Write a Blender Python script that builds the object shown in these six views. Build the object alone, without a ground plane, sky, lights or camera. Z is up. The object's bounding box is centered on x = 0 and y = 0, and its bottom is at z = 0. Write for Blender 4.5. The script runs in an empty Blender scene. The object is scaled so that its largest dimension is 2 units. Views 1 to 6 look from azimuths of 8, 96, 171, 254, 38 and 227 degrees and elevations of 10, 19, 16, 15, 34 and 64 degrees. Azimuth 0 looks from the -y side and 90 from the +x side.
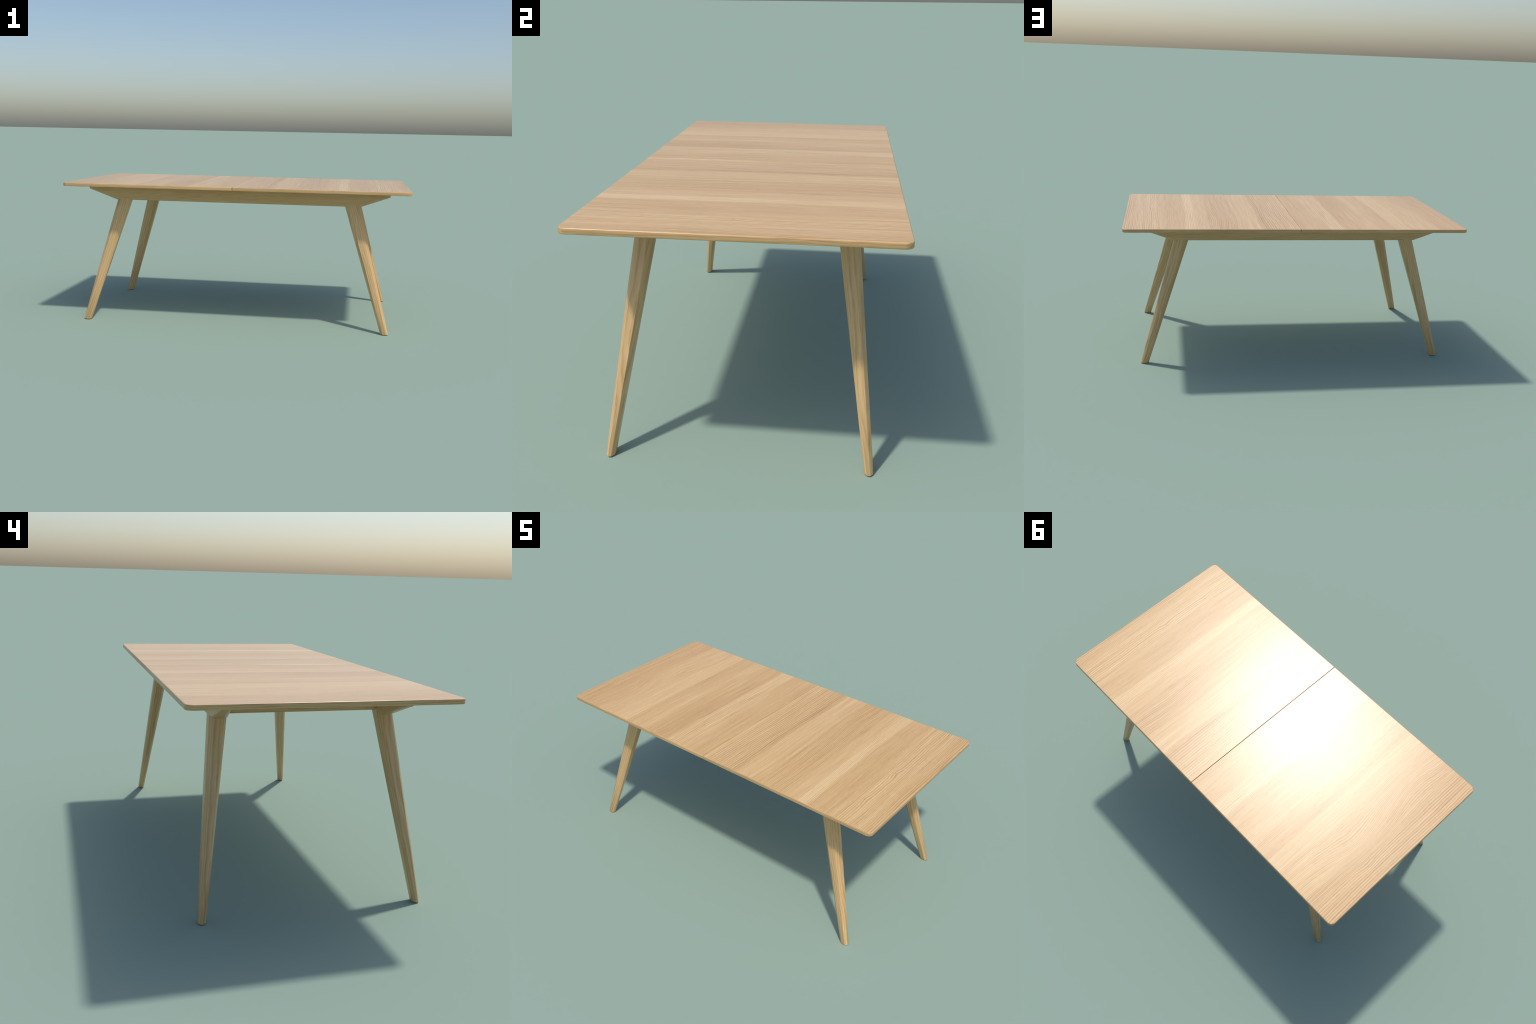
import bpy, bmesh, math
from mathutils import Matrix, Vector

# ------------------------------------------------------------------ sizes (m)
HALF_LENGTH, HALF_WIDTH = 1.0, 0.5102
TOP_Z, UNDER_Z = 0.8251, 0.8054
CORNER_R, EDGE_R_TOP, EDGE_R_LOW = 0.027, 0.0042, 0.0022
SEAM_HALF_GAP = 0.0005

RAIL_OUT, RAIL_IN = 0.3670, 0.3008         # |y| of the faces of a side rail
RAIL_LOW, RAIL_TIP_LOW = 0.7215, 0.781     # underside, lower corner of the tip
RAIL_TIP_X, RAIL_SLANT_X = 0.889, 0.7215   # tip, start of the slanted underside
TIP_OUT, TIP_IN = 0.362, 0.330                # the rail narrows towards its tips
RAIL_ROUND_W, RAIL_ROUND_H = 0.020, 0.0130  # rounding of the lower edges

CROSS_X, CROSS_T = 0.685, 0.045
CROSS_LOW = 0.7320

FOOT = (0.8868, 0.4303)                     # leg section centre on the floor
HIP = (0.6754, 0.3348)                     # leg section centre at HIP_Z
HIP_Z, LEG_END_Z = 0.72, 0.742
FOOT_HALF, FOOT_CHAMFER = (0.0228, 0.0148), (0.0121, 0.0098)
HIP_HALF, HIP_CHAMFER = (0.0406, 0.0334), (0.0195, 0.0142)


# ------------------------------------------------------------- node shorthands
class Graph:
    def __init__(self, name):
        self.mat = bpy.data.materials.new(name)
        self.mat.use_nodes = True
        self.tree = self.mat.node_tree
        self.tree.nodes.clear()

    def node(self, kind, **props):
        n = self.tree.nodes.new(kind)
        for k, v in props.items():
            setattr(n, k, v)
        return n

    def feed(self, socket, value):
        if isinstance(value, bpy.types.NodeSocket):
            self.tree.links.new(value, socket)
        elif value is not None:
            socket.default_value = value

    def math(self, op, a, b=None, c=None, clamp=False):
        n = self.node("ShaderNodeMath", operation=op, use_clamp=clamp)
        for s, v in zip(n.inputs, (a, b, c)):
            self.feed(s, v)
        return n.outputs[0]

    def xyz(self, x, y, z):
        n = self.node("ShaderNodeCombineXYZ")
        for s, v in zip(n.inputs, (x, y, z)):
            self.feed(s, v)
        return n.outputs[0]

    def noise(self, vec, scale, detail=2.0, rough=0.5):
        n = self.node("ShaderNodeTexNoise")
        self.feed(n.inputs["Vector"], vec)
        n.inputs["Scale"].default_value = scale
        n.inputs["Detail"].default_value = detail
        n.inputs["Roughness"].default_value = rough
        return n.outputs["Fac"]

    def ramp(self, fac, stops, ease="LINEAR"):
        n = self.node("ShaderNodeValToRGB")
        n.color_ramp.interpolation = ease
        el = n.color_ramp.elements
        while len(el) < len(stops):
            el.new(0.5)
        for e, (p, c) in zip(el, stops):
            e.position = p
            e.color = (*c, 1) if isinstance(c, tuple) else (c, c, c, 1)
        self.feed(n.inputs[0], fac)
        return n.outputs[0]

    def curve(self, value, points):
        n = self.node("ShaderNodeFloatCurve")
        c = n.mapping.curves[0]
        while len(c.points) < len(points):
            c.points.new(0.5, 0.5)
        for p, (x, y) in zip(c.points, points):
            p.location = (x, y)
            p.handle_type = "VECTOR"
        n.mapping.update()
        self.feed(n.inputs["Value"], value)
        return n.outputs[0]

    def blend(self, fac, a, b):
        n = self.node("ShaderNodeMix", data_type="RGBA")
        self.feed(n.inputs["Factor"], fac)
        self.feed(n.inputs[6], a)
        self.feed(n.inputs[7], b)
        return n.outputs[2]

    def bell(self, x, y, x0, y0, wx, wy):
        """1 at (x0, y0), falling off like a bell over wx, wy: a small knot."""
        dx = self.math("DIVIDE", self.math("SUBTRACT", x, x0), wx)
        dy = self.math("DIVIDE", self.math("SUBTRACT", y, y0), wy)
        d = self.math("ADD", self.math("MULTIPLY", dx, dx), self.math("MULTIPLY", dy, dy))
        return self.math("EXPONENT", self.math("MULTIPLY", d, -1.0))

    def finish(self, colour, height, rough=0.31):
        bsdf = self.node("ShaderNodeBsdfPrincipled")
        bsdf.inputs["Roughness"].default_value = rough
        bsdf.inputs["IOR"].default_value = 1.5
        self.feed(bsdf.inputs["Base Color"], colour)
        bump = self.node("ShaderNodeBump")
        bump.inputs["Strength"].default_value = 0.12
        bump.inputs["Distance"].default_value = 0.0006
        self.feed(bump.inputs["Height"], height)
        self.feed(bsdf.inputs["Normal"], bump.outputs[0])
        out = self.node("ShaderNodeOutputMaterial")
        self.feed(out.inputs[0], bsdf.outputs[0])
        return self.mat


# one oak palette for the whole table (linear base colours)
OAK_DARK = (0.475, 0.274, 0.112)
OAK_MID = (0.615, 0.386, 0.172)
OAK_LIGHT = (0.735, 0.505, 0.256)
OAK_PORE = (0.360, 0.198, 0.072)


def oak_veneer():
    """Tabletop veneer: the grain runs across the table (y), growth rings vary along x."""
    g = Graph("oak_veneer")
    sep = g.node("ShaderNodeSeparateXYZ")
    tc = g.node("ShaderNodeTexCoord")
    g.feed(sep.inputs[0], tc.outputs["Object"])
    x, y = sep.outputs[0], sep.outputs[1]

    # slow wander of the grain, long in y, plus a finer tremble
    wander = g.math("SUBTRACT", g.noise(g.xyz(x, g.math("MULTIPLY", y, 0.55), 3.0), 2.6, 1.5), 0.5)
    tremble = g.math("SUBTRACT", g.noise(g.xyz(g.math("MULTIPLY", x, 2.0), y, 7.0), 9.0, 2.0), 0.5)
    xs = g.math("ADD", x, g.math("MULTIPLY", wander, 0.030))
    xs = g.math("ADD", xs, g.math("MULTIPLY", tremble, 0.007))
    # pin knots push the rings aside
    knots = [(0.838, -0.016, 0.022, 0.050, 0.011), (0.835, -0.300, 0.020, 0.040, 0.008),
             (-0.205, -0.270, 0.022, 0.060, 0.010), (-0.222, 0.170, 0.018, 0.050, 0.008),
             (-0.915, 0.178, 0.022, 0.050, 0.010), (-0.790, 0.120, 0.080, 0.200, 0.045),
             (-0.780, -0.300, 0.070, 0.180, -0.030), (0.420, 0.250, 0.080, 0.250, 0.018),
             (0.180, -0.120, 0.050, 0.200, 0.012)]
    for x0, y0, wx, wy, push in knots:
        xs = g.math("ADD", xs, g.math("MULTIPLY", g.bell(x, y, x0, y0, wx, wy), push))
    u = g.math("MULTIPLY_ADD", xs, 0.47, 0.5)              # 0..1 along the table

    def at(px):
        return 0.5 + 0.47 * px

    # tone of the boards along x
    tone = g.ramp(u, [(at(p), t) for p, t in (
        (-1.0, .50), (-.92, .52), (-.87, .36), (-.80, .60), (-.70, .62), (-.575, .68), (-.562, .40),
        (-.49, .46), (-.45, .62), (-.39, .44), (-.27, .34), (-.245, .78), (-.17, .70), (-.11, .48),
        (-.02, .40), (.02, .60), (.15, .60), (.20, .38), (.23, .66), (.33, .60), (.38, .46),
        (.50, .43), (.53, .54), (.585, .62), (.60, .86), (.645, .80), (.66, .40), (.74, .44),
        (.79, .56), (.83, .72), (.93, .62), (.985, .48))])
    tone = g.math("MULTIPLY_ADD", g.math("SUBTRACT", tone, 0.52), 0.70, 0.68)
    # how strongly the rings show
    depth = g.ramp(u, [(at(p), t) for p, t in (
        (-1.0, .95), (-.91, .90), (-.88, .35), (-.82, .50), (-.72, .55), (-.64, .18), (-.50, .22),
        (-.40, .35), (-.27, .42), (-.24, .90), (-.17, .75), (-.13, .35), (-.03, .25), (.02, .40),
        (.05, .95), (.20, 1.0), (.23, .40), (.34, .50), (.40, .60), (.50, .55), (.53, .18),
        (.58, .45), (.65, .55), (.68, .16), (.74, .40), (.79, .40), (.81, .95), (.89, .85),
        (.95, .55), (.99, .90))])
    depth = g.math("MULTIPLY_ADD", depth, 0.80, 0.17)
    # ring count: the slope of this curve is the local ring density
    density = ((-1.03, 80), (-.89, 120), (-.70, 120), (-.40, 150), (-.25, 80), (-.15, 150),
               (.02, 75), (.21, 130), (.36, 105), (.52, 130), (.58, 105), (.66, 150), (.73, 190),
               (.80, 82), (.89, 125), (.96, 85), (1.03, 85))
    count, pts = 0.0, [(at(density[0][0]), 0.0)]
    for (p0, d), (p1, _) in zip(density, density[1:]):
        count += d * (p1 - p0)
        pts.append((at(p1), count))
    phase = g.math("MULTIPLY", g.curve(u, [(a, c / count) for a, c in pts]), count)

    saw = g.math("FRACT", phase)
    line = g.ramp(saw, [(0.0, .85), (.10, 1.0), (.34, .45), (.62, .08), (.86, .0), (1.0, .85)], "EASE")
    # broken-up strength along the line
    worn = g.noise(g.xyz(g.math("MULTIPLY", x, 9.0), y, 11.0), 5.0, 3.0, 0.6)
    line = g.math("MULTIPLY", line, g.math("MULTIPLY_ADD", worn, 1.1, 0.35))
    line = g.math("MULTIPLY", line, depth)

    streak = g.noise(g.xyz(g.math("MULTIPLY", xs, 230.0), g.math("MULTIPLY", y, 3.5), 0.0), 1.0, 3.0, 0.6)
    fine = g.noise(g.xyz(g.math("MULTIPLY", xs, 700.0), g.math("MULTIPLY", y, 30.0), 0.0), 1.0, 2.0, 0.6)
    cloud = g.noise(g.xyz(g.math("MULTIPLY", xs, 14.0), g.math("MULTIPLY", y, 1.3), 5.0), 1.0, 3.0, 0.55)
    stripe = g.noise(g.xyz(g.math("MULTIPLY", xs, 48.0), g.math("MULTIPLY", y, 0.7), 9.0), 1.0, 2.0, 0.6)
    tone = g.math("MULTIPLY_ADD", g.math("SUBTRACT", stripe, 0.5), 0.45, tone)
    t = g.math("MULTIPLY_ADD", g.math("SUBTRACT", streak, 0.5), 0.90, tone)
    t = g.math("MULTIPLY_ADD", g.math("SUBTRACT", fine, 0.5), 0.55, t)
    t = g.math("MULTIPLY_ADD", g.math("SUBTRACT", cloud, 0.5), 0.16, t)
    t = g.math("SUBTRACT", t, g.math("MULTIPLY", line, 0.49), clamp=True)
    base = g.ramp(t, [(0.0, OAK_PORE), (.25, OAK_DARK), (.52, OAK_MID), (.85, OAK_LIGHT), (1.0, (0.80, 0.59, 0.32))])
    # tiny dark eyes of the knots
    for x0, y0 in ((.842, -.016), (.838, -.300), (-.205, -.270), (-.915, .178)):
        base = g.blend(g.math("MULTIPLY", g.bell(x, y, x0, y0, .0035, .0055), .55), base, (*OAK_PORE, 1))
    return g.finish(base, t)


def oak_solid(name, along, ring_density=95.0, tone=0.50, ring_depth=0.34, swirl=0.05):
    """Solid oak with the grain along one local axis (0, 1 or 2); Object Info random varies repeats."""
    g = Graph(name)
    sep = g.node("ShaderNodeSeparateXYZ")
    tc = g.node("ShaderNodeTexCoord")
    g.feed(sep.inputs[0], tc.outputs["Object"])
    rnd = g.node("ShaderNodeObjectInfo").outputs["Random"]
    w = sep.outputs[along]
    a, b = [sep.outputs[i] for i in range(3) if i != along]
    shift = g.math("MULTIPLY", rnd, 37.0)
    w = g.math("ADD", w, shift)
    slow = g.math("SUBTRACT", g.noise(g.xyz(g.math("MULTIPLY", a, 5.0), g.math("MULTIPLY", b, 5.0), g.math("MULTIPLY", w, 1.6)), 1.0, 2.0), 0.5)
    slight = g.math("SUBTRACT", g.noise(g.xyz(g.math("MULTIPLY", a, 40.0), g.math("MULTIPLY", b, 40.0), g.math("MULTIPLY", w, 9.0)), 1.0, 1.0), 0.5)
    # rings round a pith far to one side of the piece
    pa = g.math("ADD", a, 0.16)
    pb = g.math("ADD", b, 0.11)
    r = g.math("SQRT", g.math("ADD", g.math("MULTIPLY", pa, pa), g.math("MULTIPLY", pb, pb)))
    r = g.math("ADD", r, g.math("MULTIPLY", slow, swirl))
    r = g.math("ADD", r, g.math("MULTIPLY", slight, 0.006))
    saw = g.math("FRACT", g.math("MULTIPLY_ADD", r, ring_density, shift))
    line = g.ramp(saw, [(0.0, .8), (.10, 1.0), (.36, .45), (.62, .08), (.86, .0), (1.0, .8)], "EASE")
    worn = g.noise(g.xyz(g.math("MULTIPLY", a, 30.0), g.math("MULTIPLY", b, 30.0), g.math("MULTIPLY", w, 5.0)), 1.0, 2.0)
    line = g.math("MULTIPLY", line, g.math("MULTIPLY_ADD", worn, 1.4, 0.2))
    streak = g.noise(g.xyz(g.math("MULTIPLY", a, 330.0), g.math("MULTIPLY", b, 330.0), g.math("MULTIPLY", w, 12.0)), 1.0, 3.0, 0.6)
    cloud = g.noise(g.xyz(g.math("MULTIPLY", a, 22.0), g.math("MULTIPLY", b, 22.0), g.math("MULTIPLY", w, 2.0)), 1.0, 2.0)
    t = g.math("MULTIPLY_ADD", g.math("SUBTRACT", streak, 0.5), 0.75, tone)
    t = g.math("MULTIPLY_ADD", g.math("SUBTRACT", cloud, 0.5), 0.35, t)
    t = g.math("SUBTRACT", t, g.math("MULTIPLY", line, ring_depth), clamp=True)
    base = g.ramp(t, [(0.0, OAK_PORE), (.22, OAK_DARK), (.50, OAK_MID), (.85, OAK_LIGHT), (1.0, (0.80, 0.59, 0.32))])
    return g.finish(base, t)


# --------------------------------------------------------------- mesh helpers
def to_object(bm, name, parent, materials, smooth_angle=32.0):
    bmesh.ops.recalc_face_normals(bm, faces=bm.faces[:])
    me = bpy.data.meshes.new(name)
    bm.to_mesh(me)
    bm.free()
    for m in materials:
        me.materials.append(m)
    me.polygons.foreach_set("use_smooth", [True] * len(me.polygons))
    me.set_sharp_from_angle(angle=math.radians(smooth_angle))
    ob = bpy.data.objects.new(name, me)
    bpy.context.collection.objects.link(ob)
    ob.parent = parent
    return ob


def panel_outline(inset, x0, x1, y0, y1, radii, steps):
    """Rounded rectangle, shrunk by inset; radii for corners (x1y1, x0y1, x0y0, x1y0)."""
    pts = []
    corners = ((x1, y1, 0), (x0, y1, 90), (x0, y0, 180), (x1, y0, 270))
    for (cx, cy, start), r, n in zip(corners, radii, steps):
        sx = 1 if cx == x1 else -1
        sy = 1 if cy == y1 else -1
        ox, oy = cx - sx * r, cy - sy * r
        rr = max(r - inset, 0.0002)
        for i in range(n + 1):
            a = math.radians(start + 90.0 * i / n)
            pts.append((ox + rr * math.cos(a), oy + rr * math.sin(a)))
    return pts


def seam_side(px, seam_x, inset, outer_right):
    """The edges that meet at the seam are eased less than the outer ones."""
    if abs(px - seam_x) > 0.02:
        return px
    return px - (0.55 if outer_right else -0.55) * inset


def tabletop_panel(name, parent, x0, x1, outer_right, materials):
    big, small = CORNER_R, 0.0048
    radii = (big, small, small, big) if outer_right else (small, big, big, small)
    steps = tuple(12 if r == big else 3 for r in radii)
    layers = [(EDGE_R_LOW + 0.004, UNDER_Z)]
    for i in range(5):
        a = math.radians(90.0 * i / 4)
        layers.append((EDGE_R_LOW * (1 - math.sin(a)), UNDER_Z + EDGE_R_LOW * (1 - math.cos(a))))
    for i in range(7):
        a = math.radians(90.0 * i / 6)
        layers.append((EDGE_R_TOP * (1 - math.cos(a)), TOP_Z - EDGE_R_TOP * (1 - math.sin(a))))
    layers.append((EDGE_R_TOP + 0.0005, TOP_Z))
    bm = bmesh.new()
    rings = []
    for inset, z in layers:
        rings.append([bm.verts.new((seam_side(px, x0 if outer_right else x1, inset, outer_right), py, z)) for px, py in
                      panel_outline(inset, x0, x1, -HALF_WIDTH, HALF_WIDTH, radii, steps)])
    n = len(rings[0])
    for lo, hi in zip(rings, rings[1:]):
        for i in range(n):
            bm.faces.new((lo[i], lo[(i + 1) % n], hi[(i + 1) % n], hi[i]))
    bm.faces.new(rings[-1])
    bm.faces.new(list(reversed(rings[0])))
    bmesh.ops.recalc_face_normals(bm, faces=bm.faces[:])
    for f in bm.faces:                       # 0 veneer, 1 long edge band, 2 short edge band
        nx, ny, nz = f.normal
        f.material_index = 0 if abs(nz) > 0.93 else (1 if abs(ny) > abs(nx) else 2)
    return to_object(bm, name, parent, materials, 40.0)


def side_rail(parent, material):
    """Rail along +y side: rounded lower edges, underside slanting up to thin tips at both ends."""
    top = UNDER_Z + 0.0015
    wide, tall, n = RAIL_ROUND_W, RAIL_ROUND_H, 7
    arc = [(wide * (1 - math.cos(math.radians(90.0 * i / n))), tall * (1 - math.sin(math.radians(90.0 * i / n))))
           for i in range(n + 1)]                      # (distance from the face, height above the underside)
    tip, body = (RAIL_TIP_LOW, TIP_OUT, TIP_IN), (RAIL_LOW, RAIL_OUT, RAIL_IN)
    stations = [(-RAIL_TIP_X, *tip), (-RAIL_SLANT_X, *body), (RAIL_SLANT_X, *body), (RAIL_TIP_X, *tip)]
    bm = bmesh.new()
    loops = []
    for px, low, y_out, y_in in stations:
        squeeze = min(1.0, 0.42 * (y_out - y_in) / wide)
        loop = [bm.verts.new((px, y_out, top))]
        loop += [bm.verts.new((px, y_out - d * squeeze, low + h)) for d, h in arc]
        loop += [bm.verts.new((px, y_in + d * squeeze, low + h)) for d, h in reversed(arc)]
        loop.append(bm.verts.new((px, y_in, top)))
        loops.append(loop)
    m = len(loops[0])
    for lo, hi in zip(loops, loops[1:]):
        for i in range(m):
            bm.faces.new((lo[i], lo[(i + 1) % m], hi[(i + 1) % m], hi[i]))
    ends = [bm.faces.new(loops[0]), bm.faces.new(list(reversed(loops[-1])))]
    rim = {e for f in ends for e in f.edges if min(v.co.z for v in e.verts) < top - 1e-4}
    bmesh.ops.bevel(bm, geom=list(rim), offset=0.0025, segments=3, profile=0.5, affect="EDGES", clamp_overlap=True)
    return to_object(bm, "side_rail", parent, [material], 28.0)


def cross_rail(parent, material):
    """Rail between the side rails, built for the -x end."""
    bm = bmesh.new()
    x0, x1 = -CROSS_X, -CROSS_X + CROSS_T
    y, top = RAIL_IN + 0.004, UNDER_Z + 0.0012
    m = Matrix.Translation(((x0 + x1) / 2, 0, (CROSS_LOW + top) / 2)) @ Matrix.Diagonal((x1 - x0, 2 * y, top - CROSS_LOW, 1))
    bmesh.ops.create_cube(bm, size=1.0, matrix=m)
    low = [e for e in bm.edges if all(v.co.z < CROSS_LOW + 1e-5 for v in e.verts)
           and abs(e.verts[0].co.x - e.verts[1].co.x) < 1e-6]
    bmesh.ops.bevel(bm, geom=low, offset=0.005, segments=4, profile=0.5, affect="EDGES")
    return to_object(bm, "cross_rail", parent, [material])


def octagon(half, chamfer):
    (a, b), (ka, kb) = half, chamfer
    return [(a, b - kb), (a - ka, b), (-a + ka, b), (-a, b - kb),
            (-a, -b + kb), (-a + ka, -b), (a - ka, -b), (a, -b + kb)]


def lerp(p, q, t):
    return tuple(u + (v - u) * t for u, v in zip(p, q))


def leg_mesh(mirror, frame):
    """Tapered, chamfered leg of the (+x, +y) corner (y mirrored if mirror = -1), in its own frame."""
    inv = frame.inverted()
    bm = bmesh.new()
    rings = []
    inset = 0.0016
    for z, shrink in ((0.0, inset), (0.0006, inset * .45), (0.0018, 0.0), (0.24, 0.0), (0.48, 0.0), (LEG_END_Z, 0.0)):
        t = z / HIP_Z
        cx, cy = lerp(FOOT, HIP, t)
        half = lerp(FOOT_HALF, HIP_HALF, t)
        half = (half[0] - shrink, half[1] - shrink)
        sec = octagon(half, lerp(FOOT_CHAMFER, HIP_CHAMFER, t))
        rings.append([bm.verts.new(inv @ Vector((cx + px, mirror * (cy + py), z))) for px, py in sec])
    for lo, hi in zip(rings, rings[1:]):
        for i in range(8):
            bm.faces.new((lo[i], lo[(i + 1) % 8], hi[(i + 1) % 8], hi[i]))
    bm.faces.new(rings[-1])
    bm.faces.new(list(reversed(rings[0])))
    corner = {(lo[i], hi[i]) for lo, hi in zip(rings[2:], rings[3:]) for i in range(8)}
    edges = [e for e in bm.edges if tuple(e.verts) in corner or tuple(reversed(e.verts)) in corner]
    bmesh.ops.bevel(bm, geom=edges, offset=0.0022, segments=3, profile=0.5, affect="EDGES", clamp_overlap=True)
    return bm


# ---------------------------------------------------------------------- build
veneer = oak_veneer()
edge_long = oak_solid("oak_edge_long", 0, 150.0, 0.48, 0.13, 0.03)
edge_short = oak_solid("oak_edge_short", 1, 150.0, 0.53, 0.26, 0.03)
rail_oak = oak_solid("oak_rail", 0, 130.0, 0.52, 0.14)
cross_oak = oak_solid("oak_cross_rail", 1, 80.0, 0.55, 0.30)
leg_oak = oak_solid("oak_leg", 2, 100.0, 0.65, 0.29, 0.055)

table = bpy.data.objects.new("dining_table", None)
bpy.context.collection.objects.link(table)
table["label"] = "light oak extending dining table with splayed tapered legs"
table["category"] = "table"

tabletop = bpy.data.objects.new("tabletop", None)
bpy.context.collection.objects.link(tabletop)
tabletop.parent = table
top_mats = [veneer, edge_long, edge_short]
tabletop_panel("tabletop_panel", tabletop, SEAM_HALF_GAP, HALF_LENGTH, True, top_mats)
tabletop_panel("tabletop_panel", tabletop, -HALF_LENGTH, -SEAM_HALF_GAP, False, top_mats)

bm = bmesh.new()                              # tongue that closes the seam from below
bmesh.ops.create_cube(bm, size=1.0, matrix=Matrix.Translation((0, 0, 0.8105)) @ Matrix.Diagonal((0.012, 2 * HALF_WIDTH - 0.012, 0.004, 1)))
to_object(bm, "joining_tongue", tabletop, [edge_short])

half_turn = Matrix.Rotation(math.pi, 4, "Z")
rail = side_rail(table, rail_oak)
rail2 = rail.copy()
bpy.context.collection.objects.link(rail2)
rail2.matrix_local = half_turn
cross = cross_rail(table, cross_oak)
cross2 = cross.copy()
bpy.context.collection.objects.link(cross2)
cross2.matrix_local = half_turn

for mirror in (1, -1):
    foot = Vector((FOOT[0], mirror * FOOT[1], 0))
    axis = (Vector((HIP[0], mirror * HIP[1], HIP_Z)) - foot).normalized()
    side = axis.cross(Vector((0, -mirror, 0))).normalized() * mirror
    front = axis.cross(side).normalized()
    frame = Matrix((side, front, axis)).transposed().to_4x4()
    frame.translation = foot
    leg = to_object(leg_mesh(mirror, frame), "leg", table, [leg_oak], 25.0)
    leg.matrix_local = frame
    twin = leg.copy()
    bpy.context.collection.objects.link(twin)
    twin.matrix_local = half_turn @ frame
